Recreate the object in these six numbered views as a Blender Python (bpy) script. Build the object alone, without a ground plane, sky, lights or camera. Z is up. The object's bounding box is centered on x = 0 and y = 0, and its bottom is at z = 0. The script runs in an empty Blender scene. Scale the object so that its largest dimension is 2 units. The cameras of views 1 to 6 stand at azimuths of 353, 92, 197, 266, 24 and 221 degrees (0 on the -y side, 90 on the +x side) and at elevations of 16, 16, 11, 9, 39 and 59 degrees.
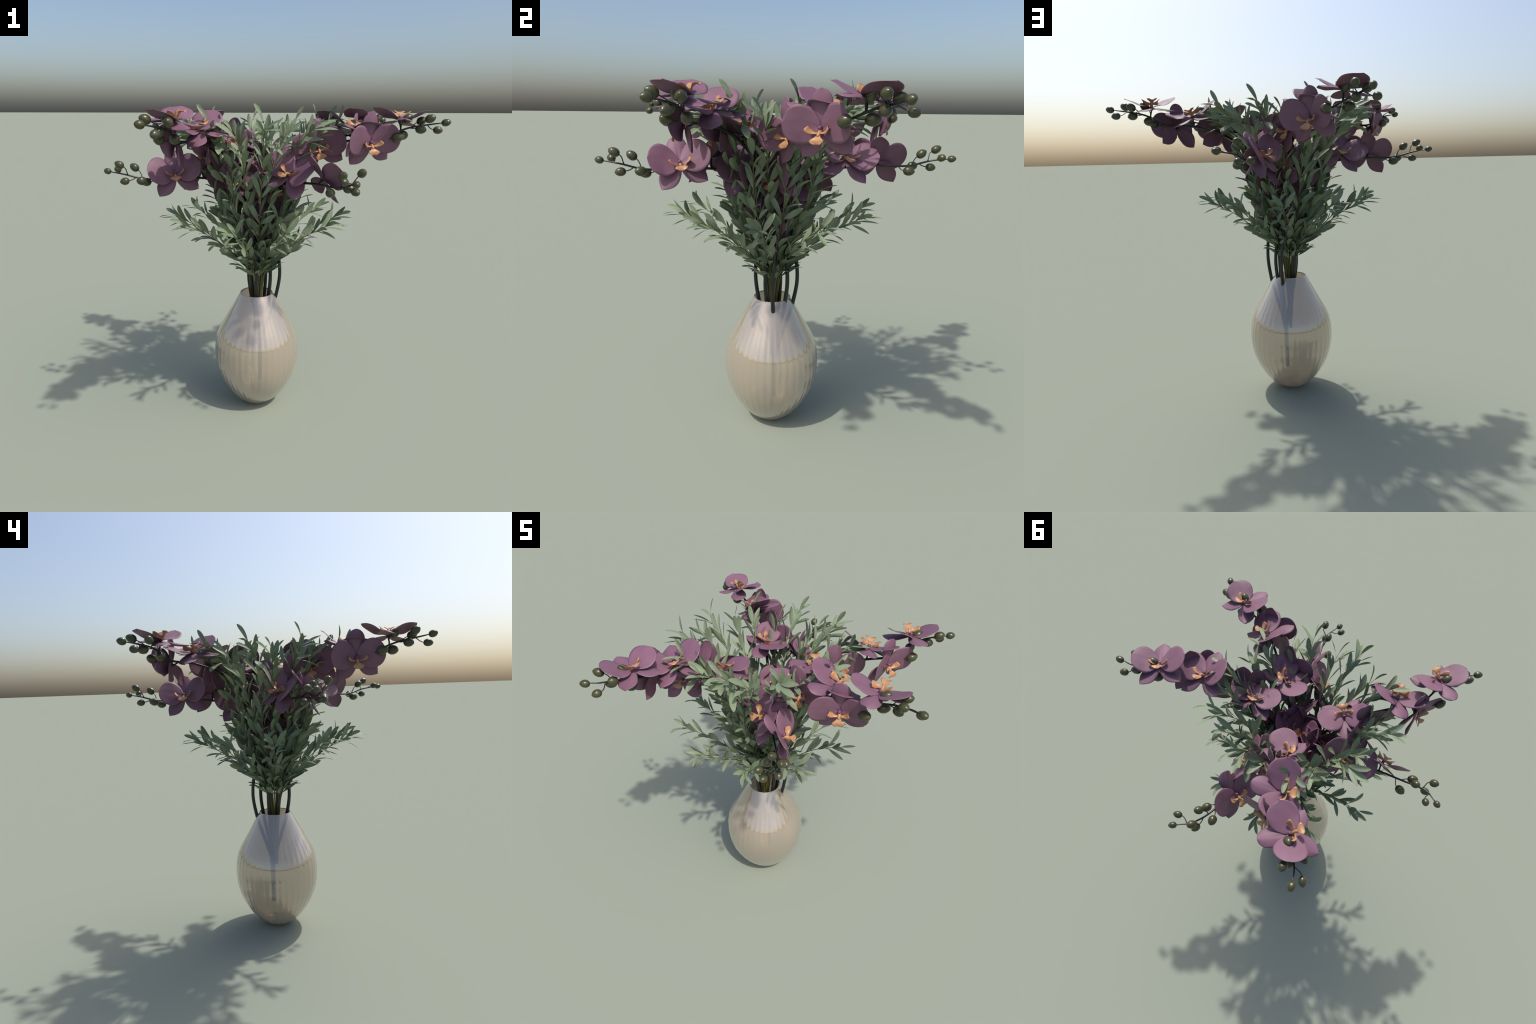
import bpy, math, random
import numpy as np
from mathutils import Vector, Matrix

rng = random.Random(7)

# ------------------------------------------------------------------ layout
VASE = Vector((-0.0530, -0.0515, 0.0))      # axis of the vase and of the olive branches
RING = Vector((-0.0262, -0.0308, 0.0))      # axis round which the orchid sprays stand
SPRAY_STEP = 2 * math.pi / 7                # seven sprays
OLIVE_STEP = 2 * math.pi / 10               # ten sets of olive branches
TALL_SLOTS = (0, 1, 3, 5)
LOW_SLOTS = (0, 3, 5)


# ------------------------------------------------------------------ materials
def material(name):
    m = bpy.data.materials.new(name)
    m.use_nodes = True
    nt = m.node_tree
    return m, nt, nt.nodes["Principled BSDF"]


def node(nt, kind, **props):
    n = nt.nodes.new(kind)
    for k, v in props.items():
        if k in n.inputs:
            n.inputs[k].default_value = v
        else:
            setattr(n, k, v)
    return n


def ramp(nt, fac, stops):
    r = nt.nodes.new("ShaderNodeValToRGB")
    el = r.color_ramp.elements
    while len(el) < len(stops):
        el.new(0.5)
    for e, (p, c) in zip(el, stops):
        e.position = p
        e.color = (*c, 1)
    nt.links.new(fac, r.inputs[0])
    return r.outputs[0]


def coords(nt, scale=(1, 1, 1)):
    t = nt.nodes.new("ShaderNodeTexCoord")
    mp = nt.nodes.new("ShaderNodeMapping")
    mp.inputs["Scale"].default_value = scale
    nt.links.new(t.outputs["Object"], mp.inputs[0])
    return mp.outputs[0]


def noisy(name, stops, scale, rough, spec=0.5, stretch=(1, 1, 1), bump=0.0, detail=3.0, coat=0.0, sheen=0.0, hue=0.0):
    m, nt, b = material(name)
    n = node(nt, "ShaderNodeTexNoise", Scale=scale, Detail=detail)
    nt.links.new(coords(nt, stretch), n.inputs["Vector"])
    col = ramp(nt, n.outputs["Fac"], stops)
    if hue:
        info = nt.nodes.new("ShaderNodeObjectInfo")
        mr = node(nt, "ShaderNodeMapRange")
        mr.inputs["To Min"].default_value = 1 - hue
        mr.inputs["To Max"].default_value = 1 + hue
        nt.links.new(info.outputs["Random"], mr.inputs["Value"])
        hs = nt.nodes.new("ShaderNodeHueSaturation")
        nt.links.new(mr.outputs["Result"], hs.inputs["Value"])
        nt.links.new(col, hs.inputs["Color"])
        col = hs.outputs[0]
    nt.links.new(col, b.inputs["Base Color"])
    b.inputs["Roughness"].default_value = rough
    b.inputs["Specular IOR Level"].default_value = spec
    b.inputs["Coat Weight"].default_value = coat
    b.inputs["Coat Roughness"].default_value = 0.08
    b.inputs["Sheen Weight"].default_value = sheen
    if bump:
        bp = node(nt, "ShaderNodeBump", Strength=bump, Distance=0.002)
        nt.links.new(n.outputs["Fac"], bp.inputs["Height"])
        nt.links.new(bp.outputs[0], b.inputs["Normal"])
    return m


M_PETAL = noisy("petal_purple", [(0.25, (0.162, 0.079, 0.119)), (0.75, (0.196, 0.098, 0.144))], 14, 0.55, 0.35, (1, 1, 1), 0.0, hue=0.05)
M_LIP = noisy("lip_orange", [(0.3, (0.37, 0.185, 0.090)), (0.7, (0.45, 0.235, 0.120))], 40, 0.42, 0.4, bump=0.25)
M_COLUMN = noisy("column_purple", [(0.3, (0.13, 0.05, 0.10)), (0.7, (0.17, 0.07, 0.13))], 60, 0.4)
M_BUD = noisy("bud_olive", [(0.3, (0.040, 0.041, 0.016)), (0.7, (0.062, 0.062, 0.025))], 22, 0.33, 0.5, (1, 1, .25), coat=0.12)
M_STEM = noisy("stem_black", [(0.3, (0.008, 0.009, 0.009)), (0.7, (0.018, 0.019, 0.016))], 30, 0.35, 0.5, (1, 1, .2))
M_TWIG = noisy("twig_yellow_green", [(0.3, (0.10, 0.098, 0.028)), (0.7, (0.17, 0.155, 0.05))], 30, 0.55, 0.3, (1, 1, .2))
M_LEAF = noisy("leaf_sage", [(0.3, (0.160, 0.208, 0.128)), (0.7, (0.212, 0.262, 0.162))], 9, 0.55, 0.35, (1, 1, 1))


def glass_material():
    m, nt, b = material("ribbed_glass")
    b.inputs["Base Color"].default_value = (0.82, 0.71, 0.58, 1)
    b.inputs["Roughness"].default_value = 0.0
    b.inputs["IOR"].default_value = 1.45
    b.inputs["Transmission Weight"].default_value = 0.75
    b.inputs["Coat Weight"].default_value = 1.0
    b.inputs["Coat IOR"].default_value = 2.1
    b.inputs["Coat Roughness"].default_value = 0.0
    return m


M_GLASS = glass_material()


# ------------------------------------------------------------------ mesh helpers
def mesh(name, verts, faces, mat, smooth=True):
    me = bpy.data.meshes.new(name)
    me.from_pydata([tuple(v) for v in verts], [], faces)
    me.materials.append(mat)
    if smooth:
        me.shade_smooth()
    me.update()
    return me


def put(name, data, parent=None, matrix=None):
    ob = bpy.data.objects.new(name, data)
    bpy.context.scene.collection.objects.link(ob)
    if parent is not None:
        ob.parent = parent
    if matrix is not None:
        ob.matrix_local = matrix
    return ob


def smooth_curve(P, n=10):
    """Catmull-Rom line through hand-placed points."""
    P = np.asarray(P, float)
    Q = np.vstack([2 * P[0] - P[1], P, 2 * P[-1] - P[-2]])
    out = []
    for i in range(len(P) - 1):
        a, b, c, d = Q[i:i + 4]
        for t in np.linspace(0, 1, n, endpoint=False):
            out.append(.5 * (2 * b + (c - a) * t + (2 * a - 5 * b + 4 * c - d) * t * t + (3 * b - a - 3 * c + d) * t ** 3))
    out.append(P[-1])
    return np.array(out)


def tube(C, radii, sides=10):
    C = np.asarray(C, float)
    n = len(C)
    T = np.gradient(C, axis=0)
    T /= np.linalg.norm(T, axis=1)[:, None]
    u = np.cross(T[0], [0.3, 0.9, 0.2])
    u /= np.linalg.norm(u)
    V, F = [], []
    for i in range(n):
        u = u - T[i] * (u @ T[i])
        u /= np.linalg.norm(u)
        w = np.cross(T[i], u)
        for k in range(sides):
            a = 2 * math.pi * k / sides
            V.append(C[i] + radii[i] * (math.cos(a) * u + math.sin(a) * w))
    for i in range(n - 1):
        for k in range(sides):
            k2 = (k + 1) % sides
            F.append((i * sides + k, i * sides + k2, (i + 1) * sides + k2, (i + 1) * sides + k))
    V += [C[0], C[-1]]
    for k in range(sides):
        k2 = (k + 1) % sides
        F.append((n * sides, k2, k))
        F.append((n * sides + 1, (n - 1) * sides + k, (n - 1) * sides + k2))
    return V, F


def merge(parts):
    V, F = [], []
    for v, f in parts:
        o = len(V)
        V += list(v)
        F += [tuple(i + o for i in q) for q in f]
    return V, F


def frame(pos, normal, up, scale=1.0):
    n = Vector(normal).normalized()
    u = Vector(up)
    u = (u - n * u.dot(n)).normalized()
    x = u.cross(n)
    M = Matrix((x, u, n)).transposed().to_4x4()
    return Matrix.Translation(Vector(pos)) @ M @ Matrix.Scale(scale, 4)


# ------------------------------------------------------------------ orchid flower
def blade(length, wmax, outline, lift, cup, nu=20, nv=13, ruffle=0.0, skew=0.0, twist=0.0):
    """A petal along +y. outline: (t, share of wmax) pairs, lift: heights at even stations."""
    ts = 1 - (1 - np.linspace(0, 1, nu)) ** 1.7          # stations crowd towards the rounded end
    oc = smooth_curve(outline, 8)
    w = np.maximum(np.interp(ts, oc[:, 0], oc[:, 1]), 0.0) * wmax + 0.0004
    zs = smooth_curve([[a, 0] for a in lift], 8)[:, 0]
    z = np.interp(ts, np.linspace(0, 1, len(zs)), zs)
    V, F = [], []
    for i, t in enumerate(ts):
        for j in range(nv):
            s = 2 * j / (nv - 1) - 1
            y = length * t
            x = w[i] * s + skew * math.sin(math.pi * t)
            keel = -0.0035 * math.exp(-(s / .14) ** 2) * (1 - t)
            V.append((x, y, z[i] + cup * s * s * min(1, 2.2 * t) * (w[i] / wmax) + keel + twist * s * min(1, 2 * t) * (w[i] / wmax) + ruffle * math.sin(7 * t + 2.5 * s) * s * s * t))
    for i in range(nu - 1):
        for j in range(nv - 1):
            a = i * nv + j
            F.append((a, a + 1, a + nv + 1, a + nv))
    return np.array(V), F


def turned(VF, angle, z=0.0, tilt=0.0):
    V, F = VF
    c, s = math.cos(angle), math.sin(angle)
    V = V.copy()
    ct, st = math.cos(tilt), math.sin(tilt)
    x, zz = V[:, 0] * ct + V[:, 2] * st, -V[:, 0] * st + V[:, 2] * ct
    y = V[:, 1]
    # +y is turned onto the direction "angle"
    return np.stack([x * s + y * c, -x * c + y * s, zz + z], 1), F


def thick(VF, d):
    """Give a petal sheet a closed, thin body."""
    V, F = VF
    n = len(V)
    W = V.copy()
    W[:, 2] -= d
    edge = {}
    for f in F:
        for a, b in zip(f, f[1:] + f[:1]):
            edge[(a, b)] = 1
    G = list(F) + [tuple(reversed([i + n for i in f])) for f in F]
    for (a, b) in edge:
        if (b, a) not in edge:
            G.append((b, a, a + n, b + n))
    return list(V) + list(W), G


def build_flower_parts():
    rad = math.radians
    round_end = [(0, .16), (.12, .40), (.28, .72), (.45, .93), (.6, 1.0), (.75, .95), (.87, .76), (.95, .49), (.985, .26), (1, 0)]
    fan_end = [(0, .13), (.08, .40), (.2, .72), (.36, .93), (.52, 1.0), (.68, .97), (.82, .82), (.92, .57), (.975, .30), (1, 0)]
    point_end = [(0, .20), (.12, .50), (.28, .82), (.45, .98), (.58, 1.0), (.72, .87), (.84, .60), (.92, .33), (.97, .13), (1, 0)]
    dorsal = turned(blade(0.160, 0.050, round_end, (-0.012, -0.004, 0.002, 0.005, 0.003), -0.014, ruffle=0.003), rad(88.5), -0.001)
    lat = blade(0.156, 0.081, fan_end, (-0.010, 0.002, 0.018, 0.035, 0.051), -0.004, ruffle=0.004, skew=-0.006, twist=-0.014)
    right = turned(lat, rad(8), 0.002)
    left = turned((lat[0] * np.array([-1, 1, 1]), [tuple(reversed(f)) for f in lat[1]]), rad(172), 0.002)
    sep = blade(0.158, 0.051, point_end, (-0.012, -0.015, -0.022, -0.031, -0.040), -0.012, ruffle=0.003, skew=-0.006)
    s_right = turned(sep, rad(-38.5), -0.002)
    s_left = turned((sep[0] * np.array([-1, 1, 1]), [tuple(reversed(f)) for f in sep[1]]), rad(225.8), -0.002)
    d = {}
    d["dorsal"] = mesh("sepal", *thick(dorsal, 0.0016), M_PETAL)
    d["petal_r"] = mesh("petal", *thick(right, 0.0016), M_PETAL)
    d["petal_l"] = mesh("petal", *thick(left, 0.0016), M_PETAL)
    d["sepal_r"] = mesh("sepal", *thick(s_right, 0.0016), M_PETAL)
    d["sepal_l"] = mesh("sepal", *thick(s_left, 0.0016), M_PETAL)

    # lip: a claw that rises to the viewer, two side wings and a cupped middle lobe
    claw = tube(smooth_curve([(0, -0.004, -0.012), (0, -0.013, 0.002), (0, -0.022, 0.014), (0, -0.032, 0.021)], 4), [0.006, 0.008, 0.009, 0.0095, 0.0095, 0.009, 0.009, 0.0085, 0.008, 0.008, 0.0075, 0.007, 0.006], 8)

    def lobe(base, tip, width, sidev, bend, nu=9, nv=7, prof=(0.25, 0.6, 0.9, 1.0, 0.85, 0.45)):
        base, tip, sidev, bend = map(np.array, (base, tip, sidev, bend))
        V, F = [], []
        for i in range(nu):
            t = i / (nu - 1)
            w = width * np.interp(t, np.linspace(0, 1, len(prof)), prof)
            c = base + (tip - base) * t + bend * math.sin(math.pi * t)
            for j in range(nv):
                s = 2 * j / (nv - 1) - 1
                V.append(c + sidev * w * s + bend * 0.9 * s * s * t)
        for i in range(nu - 1):
            for j in range(nv - 1):
                a = i * nv + j
                F.append((a, a + 1, a + nv + 1, a + nv))
        return thick((np.array(V), F), 0.002)

    mid = lobe((0, -0.028, 0.018), (0, -0.066, 0.031), 0.032, (1, 0, 0), (0, 0.001, 0.009), prof=(.26, .42, .8, 1.0, .95, .5))
    wing = (.35, .42, .62, .9, 1.0, .85)
    wr = lobe((0.003, -0.018, 0.012), (0.047, 0.010, 0.030), 0.019, (0.25, -0.45, 0.85), (0.006, -0.007, -0.002), prof=wing)
    wl = lobe((-0.003, -0.018, 0.012), (-0.047, 0.010, 0.030), 0.019, (-0.25, -0.45, 0.85), (-0.006, -0.007, -0.002), prof=wing)
    d["lip"] = mesh("lip", *merge([claw, mid, wr, wl]), M_LIP)
    col = tube(smooth_curve([(0, 0.003, -0.020), (0, 0.004, -0.006), (0, 0.002, 0.005), (0, -0.003, 0.011)], 4), [0.006, 0.007, 0.0075, 0.008, 0.008, 0.008, 0.0085, 0.009, 0.0095, 0.0095, 0.009, 0.007, 0.003], 9)
    d["column"] = mesh("column", *col, M_COLUMN)
    return d


FLOWER = build_flower_parts()
PART_NAMES = (("petal_r", "petal"), ("petal_l", "petal"), ("dorsal", "sepal"), ("sepal_r", "sepal"), ("sepal_l", "sepal"), ("lip", "lip"))


def bud_mesh():
    """A plump bud along +z, closed by three sepals that leave faint seams."""
    nu, nv = 16, 24
    prof = [(0.0, 0.10), (0.06, 0.22), (0.18, 0.33), (0.35, 0.39), (0.52, 0.390), (0.70, 0.345), (0.85, 0.245), (0.94, 0.140), (0.985, 0.055), (1.0, 0.01)]
    V, F = [], []
    ps = smooth_curve(prof, 6)
    for i in range(nu):
        q = ps[int(round(i * (len(ps) - 1) / (nu - 1)))]
        for k in range(nv):
            a = 2 * math.pi * k / nv
            r = q[1] * (1 - 0.05 * math.exp(-((math.sin(1.5 * a)) / 0.22) ** 2))
            V.append((r * math.cos(a), r * math.sin(a), q[0]))
    for i in range(nu - 1):
        for k in range(nv):
            k2 = (k + 1) % nv
            F.append((i * nv + k, i * nv + k2, (i + 1) * nv + k2, (i + 1) * nv + k))
    F.append(tuple(reversed(range(nv))))
    F.append(tuple((nu - 1) * nv + k for k in range(nv)))
    return mesh("bud", V, F, M_BUD)


BUD = bud_mesh()

# ------------------------------------------------------------------ the two kinds of orchid spray
TALL = dict(
    spine=[(-0.026, -0.034, 0.14), (-0.027, -0.032, 0.42), (-0.062, -0.018, 0.64), (-0.0853, -0.0095, 0.7576), (-0.1025, -0.004, 0.9431), (-0.0654, -0.0309, 1.211), (0.0234, -0.0866, 1.443),
           (0.1415, -0.1548, 1.6293), (0.27, -0.2297, 1.7364), (0.4297, -0.3251, 1.7963), (0.5992, -0.398, 1.8147), (0.7608, -0.3977, 1.8702), (0.8785, -0.4337, 1.8916), (0.9265, -0.4668, 1.8995)],
    buds=[(0.9465, -0.4768, 1.9022, 0.052), (0.9323, -0.4143, 1.8593, 0.054), (0.8516, -0.4816, 1.9239, 0.060), (0.8509, -0.3726, 1.9101, 0.060),
          (0.8243, -0.43, 1.8641, 0.062), (0.7504, -0.4105, 1.9226, 0.064), (0.6757, -0.4734, 1.8244, 0.068), (0.7437, -0.3744, 1.8303, 0.068)],
    flowers=[((0.7165, -0.385, 1.9244), (0.049, -0.027, 0.998), (-0.183, -0.983, -0.018), 1.0),
             ((0.5377, -0.4396, 1.7923), (0.141, -0.99, 0.032), (-0.053, 0.024, 0.998), 1.0),
             ((0.4724, -0.3218, 1.8727), (0.258, -0.037, 0.965), (-0.577, -0.808, 0.123), 1.06),
             ((0.270, -0.310, 1.760), (-0.15, -0.98, 0.06), (-0.22, 0.08, 0.965), 1.03),
             ((0.198, -0.1955, 1.759), (-0.24, -0.09, 0.965), (-0.48, -0.855, -0.20), 1.0),
             ((0.055, -0.165, 1.525), (-0.10, -0.97, 0.2), (-0.2, 0.2, 0.96), 1.0),
             ((0.000, -0.070, 1.530), (-0.65, 0.10, 0.75), (-0.3, -0.9, 0.0), 1.0),
             ((-0.030, -0.110, 1.270), (0.10, -0.95, 0.1), (0.0, 0.1, 0.99), 0.95)])
LOW = dict(
    spine=[(-0.027, -0.030, 0.15), (-0.027, -0.026, 0.42), (-0.034, 0.036, 0.64), (-0.0381, 0.0698, 0.754), (-0.0396, 0.0961, 0.9252), (-0.0512, 0.0694, 1.1088), (-0.0532, -0.0143, 1.2833),
           (-0.0068, -0.1275, 1.4412), (0.0761, -0.2794, 1.5487), (0.1898, -0.4814, 1.5775), (0.2929, -0.6633, 1.5788), (0.336, -0.7842, 1.6093), (0.325, -0.872, 1.622)],
    buds=[(0.3187, -0.8941, 1.6251, 0.046), (0.2718, -0.8498, 1.6318, 0.050), (0.3742, -0.8001, 1.6684, 0.056), (0.3526, -0.7822, 1.572, 0.054),
          (0.2968, -0.739, 1.6471, 0.058), (0.2489, -0.6897, 1.5553, 0.062), (0.3476, -0.6847, 1.5752, 0.062)],
    flowers=[((0.2624, -0.509, 1.6105), (0.774, 0.165, 0.611), (-0.559, -0.274, 0.782), 1.0),
             ((0.094, -0.390, 1.629), (-0.415, -0.540, 0.730), (0.73, 0.27, 0.62), 1.07),
             ((0.075, -0.205, 1.555), (0.75, 0.20, 0.6), (-0.52, -0.25, 0.80), 1.0),
             ((-0.055, -0.120, 1.460), (-0.60, -0.45, 0.65), (0.6, 0.1, 0.8), 1.0),
             ((0.030, -0.010, 1.330), (0.9, 0.30, 0.25), (-0.2, -0.2, 0.95), 0.95)])


def stalk(C, target, back, arrive, side=None):
    """Curved stalk from the main stem to a bud or flower; leaves the stem "back" before the nearest point."""
    seg = np.linalg.norm(np.diff(C, axis=0), axis=1)
    s = np.concatenate([[0], np.cumsum(seg)])
    i = int(np.argmin(((C - target) ** 2).sum(1)))
    s0 = max(s[i] - back, 0)
    p = np.array([np.interp(s0, s, C[:, k]) for k in range(3)])
    d = np.array([np.interp(min(s0 + .02, s[-1]), s, C[:, k]) for k in range(3)]) - p
    d /= np.linalg.norm(d) + 1e-9
    L = np.linalg.norm(target - p)
    if side is not None:
        d = d * 0.45 + side * 0.9
    q1 = p + d * L * 0.35
    q2 = target - arrive * L * 0.38
    t = np.linspace(0, 1, 12)[:, None]
    return (1 - t) ** 3 * p + 3 * (1 - t) ** 2 * t * q1 + 3 * (1 - t) * t * t * q2 + t ** 3 * target


def prepare_spray(spec):
    """Meshes shared by all copies of one kind of spray."""
    C = smooth_curve(spec["spine"], 10)
    f = np.linspace(0, 1, len(C))
    radii = np.interp(f, [0, 0.25, 0.5, 0.75, 0.93, 1.0], [0.0125, 0.0120, 0.0095, 0.0065, 0.0045, 0.0028])
    bodies = [tube(C, radii, 12)]
    buds = []
    for k, (x, y, z, size) in enumerate(spec["buds"]):
        c = np.array((x, y, z))
        if k == 0:
            d = C[-1] - C[-4]
        else:
            i = int(np.argmin(((C - c) ** 2).sum(1)))
            out = c - C[i]
            fwd = C[min(i + 2, len(C) - 1)] - C[max(i - 2, 0)]
            d = out / np.linalg.norm(out) * 0.40 + fwd / np.linalg.norm(fwd) * 0.9
        d = d / np.linalg.norm(d)
        base = c - d * size * 0.5
        if k:
            S = stalk(C, base + d * 0.004, 0.030, d, out / np.linalg.norm(out))
            bodies.append(tube(S, np.linspace(0.0030, 0.0026, len(S)), 8))
        up = Vector((0.2, 0.3, 0.9)) if abs(d[2]) < .8 else Vector((1, 0, 0))
        buds.append(frame(base, d, up, size) @ Matrix.Rotation(rng.uniform(0, 6.28), 4, 'Z'))
    flowers = []
    for pos, n, u, s in spec["flowers"]:
        M = frame(pos, n, u, s)
        nn = np.array(M.to_3x3() @ Vector((0, 0, 1))) / s
        root = np.array(M.translation) - nn * 0.012 * s
        S = stalk(C, root - nn * 0.004, 0.02, nn)
        bodies.append(tube(S, np.linspace(0.0050, 0.0044, len(S)), 9))
        kn = [root - nn * a for a in (0.016, 0.012, 0.006, 0.0)]
        bodies.append(tube(kn, [0.003, 0.0085, 0.0095, 0.006], 9))
        flowers.append(M)
    return mesh("stem", *merge(bodies), M_STEM), buds, flowers


def build_spray(kit, angle, label):
    stem, buds, flowers = kit
    root = put("orchid_spray", None)
    root.empty_display_size = 0.1
    root["label"] = label
    root["category"] = "orchid"
    root.matrix_world = Matrix.Translation(RING) @ Matrix.Rotation(angle, 4, 'Z')
    back = Matrix.Translation(-RING)
    put("stem", stem, root, back)
    for M in buds:
        put("bud", BUD, root, back @ M)
    for M in flowers:
        fl = put("flower", FLOWER["column"], root, back @ M)
        for key, nm in PART_NAMES:
            put(nm, FLOWER[key], fl)


kit = prepare_spray(TALL)
for k in TALL_SLOTS:
    build_spray(kit, k * SPRAY_STEP, "tall arching spray of purple orchids with dark buds")
kit = prepare_spray(LOW)
for k in LOW_SLOTS:
    build_spray(kit, k * SPRAY_STEP, "low arching spray of purple orchids with dark buds")


# ------------------------------------------------------------------ olive branches
def leaf_sheet():
    """Unit leaf along +y, normal +z: short petiole, strap-like blade, blunt tip, keeled along the midrib."""
    ts = (0, .06, .16, .28, .42, .56, .70, .82, .91, .965, 1)
    half = (.007, .014, .042, .074, .097, .109, .107, .091, .064, .036, .004)
    V, F = [], []
    for t, w in zip(ts, half):
        for s in (-1, -0.5, 0, 0.5, 1):
            V.append((w * s + 0.03 * math.sin(3 * t), t, 0.16 * t * (1 - t) + 0.25 * abs(s) * w + 0.010 * math.sin(7 * t + 2 * s)))
    for i in range(len(ts) - 1):
        for j in range(4):
            a = i * 5 + j
            F.append((a, a + 1, a + 6, a + 5))
    return np.array(V), F


LEAF_V, LEAF_F = leaf_sheet()
LEAF = mesh("leaf", LEAF_V, LEAF_F, M_LEAF)


def cyl(r, th, z):
    a = math.radians(th)
    return np.array((r * math.cos(a), r * math.sin(a), z))


# spine as (radius, degrees, height); leaves as tip and foot in the same measure
BRANCHES = dict(
    tall_outer=dict(
        spine=[(0.004, 15, 0.42), (0.016, 15, 0.62), (0.030, 15, 0.80), (0.042, 15, 0.90), (0.065, 15, 1.00), (0.115, 15, 1.12), (0.175, 15, 1.24), (0.230, 15, 1.35), (0.262, 15, 1.45), (0.280, 16, 1.55), (0.298, 17, 1.65), (0.33, 17, 1.75), (0.39, 16, 1.813), (0.45, 16, 1.862), (0.49, 15, 1.90)],
        leaves=[(0.520, 8.9, 1.998, 0.487, 14.5, 1.900), (0.434, 19.1, 1.947, 0.395, 16.2, 1.815), (0.611, 12.9, 1.909, 0.490, 14.5, 1.898), (0.396, 10.4, 1.885, 0.352, 15.5, 1.765),
                (0.568, 23.9, 1.917, 0.460, 17.0, 1.870), (0.541, 8.9, 1.891, 0.431, 15.5, 1.842), (0.542, 25.0, 1.742, 0.400, 17.0, 1.790), (0.409, 18.8, 1.794, 0.317, 17.5, 1.720),
                (0.505, 20.8, 1.813, 0.392, 16.5, 1.800), (0.349, 26.6, 1.408, 0.256, 16.0, 1.375), (0.357, 13.0, 1.468, 0.268, 14.0, 1.430)], start=0.95),
    tall_inner=dict(
        spine=[(0.004, 31, 0.42), (0.013, 31, 0.62), (0.024, 31, 0.80), (0.032, 31, 0.90), (0.048, 31, 1.00), (0.10, 31, 1.14), (0.155, 31, 1.28), (0.202, 31, 1.41), (0.242, 31, 1.53), (0.275, 31, 1.62), (0.315, 31, 1.70), (0.365, 31, 1.768), (0.42, 31, 1.82), (0.464, 30.5, 1.851)],
        leaves=[(0.516, 26.4, 1.920, 0.464, 30.5, 1.851), (0.497, 38.7, 1.902, 0.434, 31.5, 1.835), (0.383, 31.6, 1.906, 0.372, 31.0, 1.778), (0.475, 38.5, 1.784, 0.352, 31.2, 1.744), (0.540, 25.8, 1.836, 0.413, 29.8, 1.808)], start=0.97),
    low=dict(
        spine=[(0.005, 29, 0.42), (0.018, 29, 0.62), (0.032, 29, 0.80), (0.048, 29, 0.91), (0.075, 29.5, 0.975), (0.125, 30, 1.04), (0.19, 30, 1.098), (0.26, 30.5, 1.155), (0.33, 30.5, 1.212), (0.40, 30.5, 1.258), (0.455, 30, 1.287), (0.50, 29, 1.312), (0.535, 30, 1.322)],
        leaves=[(0.592, 24.5, 1.355, 0.500, 28.2, 1.313), (0.499, 38.7, 1.399, 0.447, 30.9, 1.290), (0.617, 35.3, 1.321, 0.535, 30.0, 1.323), (0.185, 35.2, 0.998, 0.110, 31.5, 0.966), (0.568, 28.6, 1.244, 0.455, 29.7, 1.280),
                (0.454, 20.7, 1.204, 0.345, 30.5, 1.216), (0.402, 37.0, 1.155, 0.300, 31.0, 1.180), (0.472, 25.8, 1.361, 0.405, 30.2, 1.265), (0.481, 39.2, 1.279, 0.378, 31.5, 1.243), (0.371, 38.9, 1.308, 0.300, 31.0, 1.19)], start=0.925, size=0.85))


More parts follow.
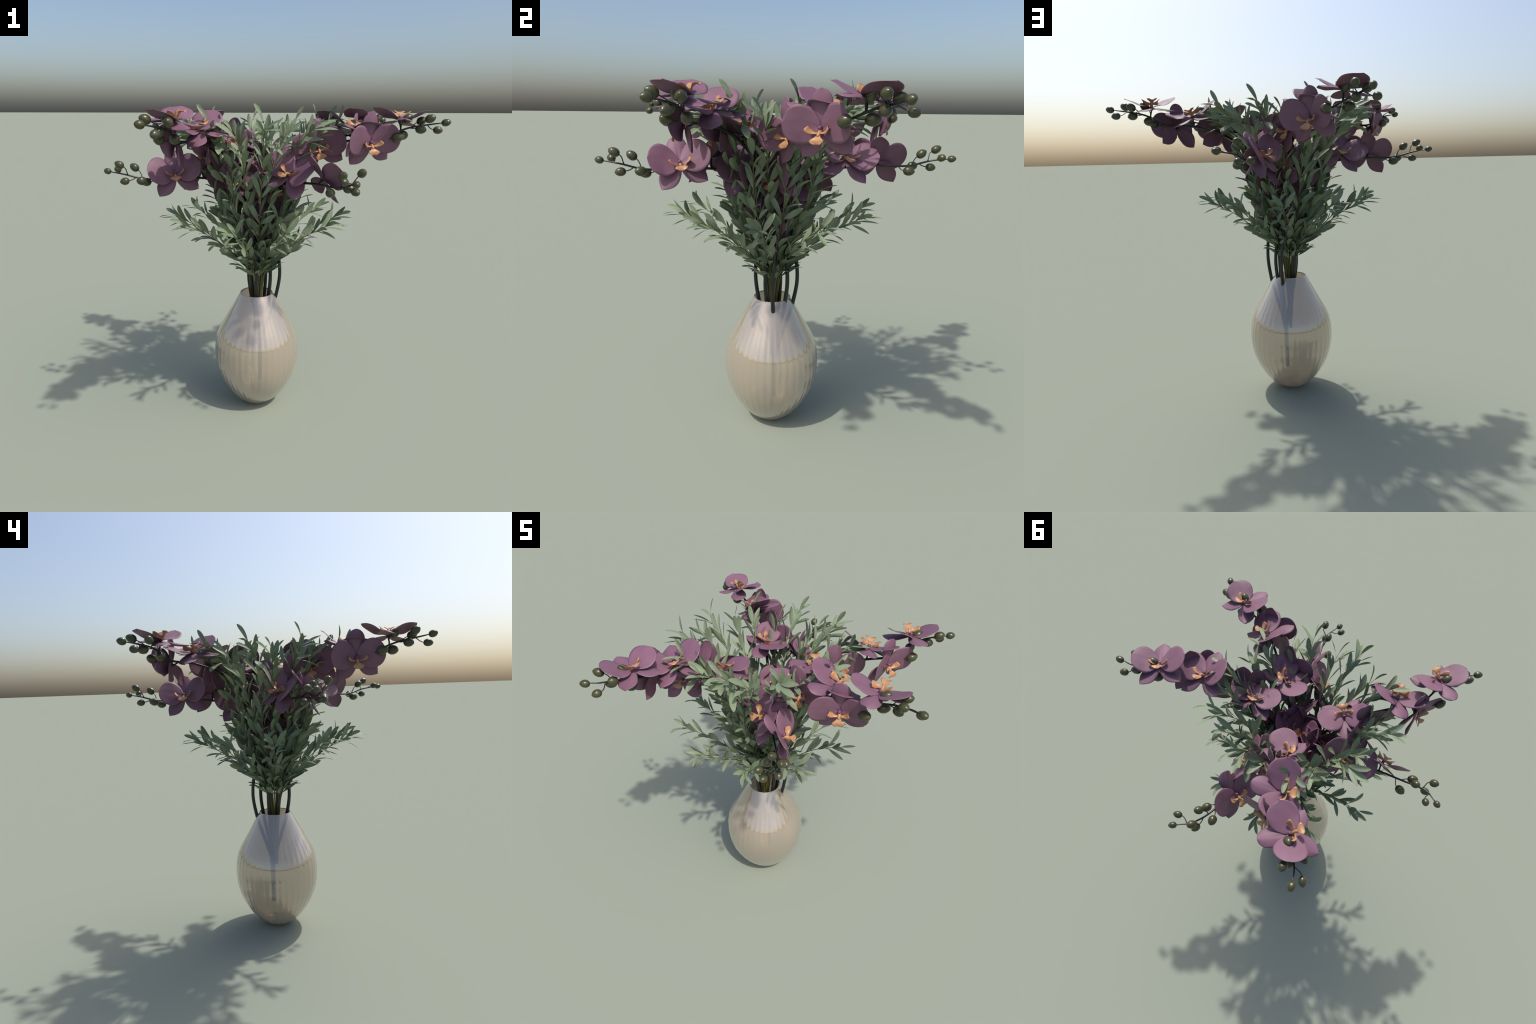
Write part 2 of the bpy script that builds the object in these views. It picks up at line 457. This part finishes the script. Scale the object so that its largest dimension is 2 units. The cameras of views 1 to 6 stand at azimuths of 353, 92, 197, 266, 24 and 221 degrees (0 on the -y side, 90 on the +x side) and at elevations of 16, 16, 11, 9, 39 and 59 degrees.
def prepare_branch(spec, seed):
    r = random.Random(seed)
    C = smooth_curve([cyl(*p) for p in spec["spine"]], 8)
    rad = np.interp(np.linspace(0, 1, len(C)), [0, 0.3, 0.8, 1], [0.0042, 0.0036, 0.0020, 0.0012])
    stem = mesh("twig", *tube(C, rad, 7), M_TWIG)
    leaves = []

    def add(foot, tip, roll, width, face):
        foot, tip = np.array(foot), np.array(tip)
        ax = tip - foot
        L = np.linalg.norm(ax)
        ax /= L
        n = face - ax * (face @ ax)
        n /= np.linalg.norm(n) + 1e-9
        M = frame(foot, n, ax) @ Matrix.Rotation(roll, 4, 'Y') @ Matrix.Diagonal((L * width, L, L, 1))
        leaves.append(M)

    seg = np.concatenate([[0], np.cumsum(np.linalg.norm(np.diff(C, axis=0), axis=1))])

    def at(s):
        return np.array([np.interp(s, seg, C[:, k]) for k in range(3)])

    for a in spec["leaves"]:
        tip, foot = cyl(*a[:3]), cyl(*a[3:])
        i = int(np.argmin(((C - foot) ** 2).sum(1)))
        d = C[min(i + 1, len(C) - 1)] - C[max(i - 1, 0)]
        d /= np.linalg.norm(d)
        foot = foot * 0.4 + C[i] * 0.6
        add(foot, tip, r.uniform(-0.5, 0.5), r.uniform(0.92, 1.1), d + np.array((0, 0, 0.4)))
    feet = np.array([np.array(M.translation) for M in leaves])
    s = float(np.interp(spec["start"], C[:, 2], seg))
    turn = r.uniform(0, 3.1)
    while s < seg[-1] - 0.02:
        p, d = at(s), at(s + .01) - at(s - .01)
        d /= np.linalg.norm(d)
        u = np.cross(d, (0.2, 0.3, 1.0))
        u /= np.linalg.norm(u)
        w = np.cross(d, u)
        have = int((np.linalg.norm(feet - p, axis=1) < 0.024).sum())
        for side in (0, math.pi)[min(have, 2):]:
            a = turn + side + r.uniform(-.35, .35)
            out = math.cos(a) * u + math.sin(a) * w
            spread = math.radians(r.uniform(20, 46))
            ax = math.cos(spread) * d + math.sin(spread) * out
            L = r.uniform(0.132, 0.172) * spec.get("size", 1.0)
            add(p, p + ax * L, r.uniform(-0.8, 0.8), r.uniform(0.9, 1.15), d)
        turn += math.pi / 2 + r.uniform(-.3, .3)
        s += r.uniform(0.048, 0.064)
    named = leaves[:10]
    rest = leaves[10:]
    parts = []
    for M in rest:
        A = np.array(M)
        parts.append((LEAF_V @ A[:3, :3].T + A[:3, 3], LEAF_F))
    foliage = mesh("foliage", *merge(parts), M_LEAF) if parts else None
    return stem, named, foliage


for n, (kind, spec) in enumerate(BRANCHES.items()):
    stem, named, foliage = prepare_branch(spec, 11 + n)
    for k in range(10):
        root = put("olive_branch", None)
        root.empty_display_size = 0.1
        root["label"] = "slender olive branch with sage green leaves"
        root["category"] = "olive branch"
        root.matrix_world = Matrix.Translation(VASE) @ Matrix.Rotation(k * OLIVE_STEP, 4, 'Z')
        put("twig", stem, root)
        for M in named:
            put("leaf", LEAF, root, M)
        if foliage:
            f = put("foliage", foliage, root)
            f["kind"] = "stuff"

# ------------------------------------------------------------------ vase
PROFILE = [(0.0, 0.0), (0.064, 0.0), (0.080, 0.002), (0.107, 0.019), (0.134, 0.04), (0.171, 0.08), (0.200, 0.12), (0.2245, 0.16), (0.2445, 0.20), (0.260, 0.24), (0.271, 0.28), (0.278, 0.32),
           (0.2815, 0.36), (0.2818, 0.40), (0.2795, 0.44), (0.273, 0.48), (0.261, 0.52), (0.2425, 0.56), (0.2205, 0.60), (0.1978, 0.64), (0.1755, 0.68), (0.1530, 0.72), (0.1310, 0.76), (0.1095, 0.797)]


def build_vase():
    P = smooth_curve(PROFILE[1:], 5)
    wall = 0.006
    nv = 240
    ribs = 40
    T = np.gradient(P, axis=0)
    T /= np.linalg.norm(T, axis=1)[:, None]
    N = np.stack([T[:, 1], -T[:, 0]], 1)
    inner = P - N * wall
    inner = inner[(inner[:, 1] > wall) & (inner[:, 0] > 0.03)]
    lip = [(P[-1, 0] - 0.001, P[-1, 1] + 0.002), (P[-1, 0] - 0.003, P[-1, 1] + 0.003), (P[-1, 0] - 0.005, P[-1, 1] + 0.0015)]
    rings = [(r, z, 1.0) for r, z in P] + [(r, z, 0.0) for r, z in lip] + [(r, z, 1.0) for r, z in inner[::-1]]
    V, F = [], []
    for r, z, o in rings:
        amp = o * 0.0030 * math.sin(min(1, max(0, (z - 0.01) / 0.12)) * math.pi / 2) * min(1, max(0, (0.70 - z) / 0.2))
        for k in range(nv):
            a = 2 * math.pi * k / nv
            q = r + amp * (abs(math.cos(ribs / 2 * a)) - 0.6)
            V.append((q * math.cos(a), q * math.sin(a), z))
    m = len(rings)
    for i in range(m - 1):
        for k in range(nv):
            k2 = (k + 1) % nv
            F.append((i * nv + k, i * nv + k2, (i + 1) * nv + k2, (i + 1) * nv + k))
    V += [(0, 0, 0.0), (0, 0, rings[-1][1])]
    for k in range(nv):
        k2 = (k + 1) % nv
        F.append((m * nv, k2, k))
        F.append((m * nv + 1, (m - 1) * nv + k, (m - 1) * nv + k2))
    ob = put("vase", mesh("vase", V, F, M_GLASS))
    ob.location = VASE + Vector((-0.003, 0, 0))
    ob["label"] = "egg-shaped ribbed vase of cream-tinted glass"
    ob["category"] = "vase"


build_vase()
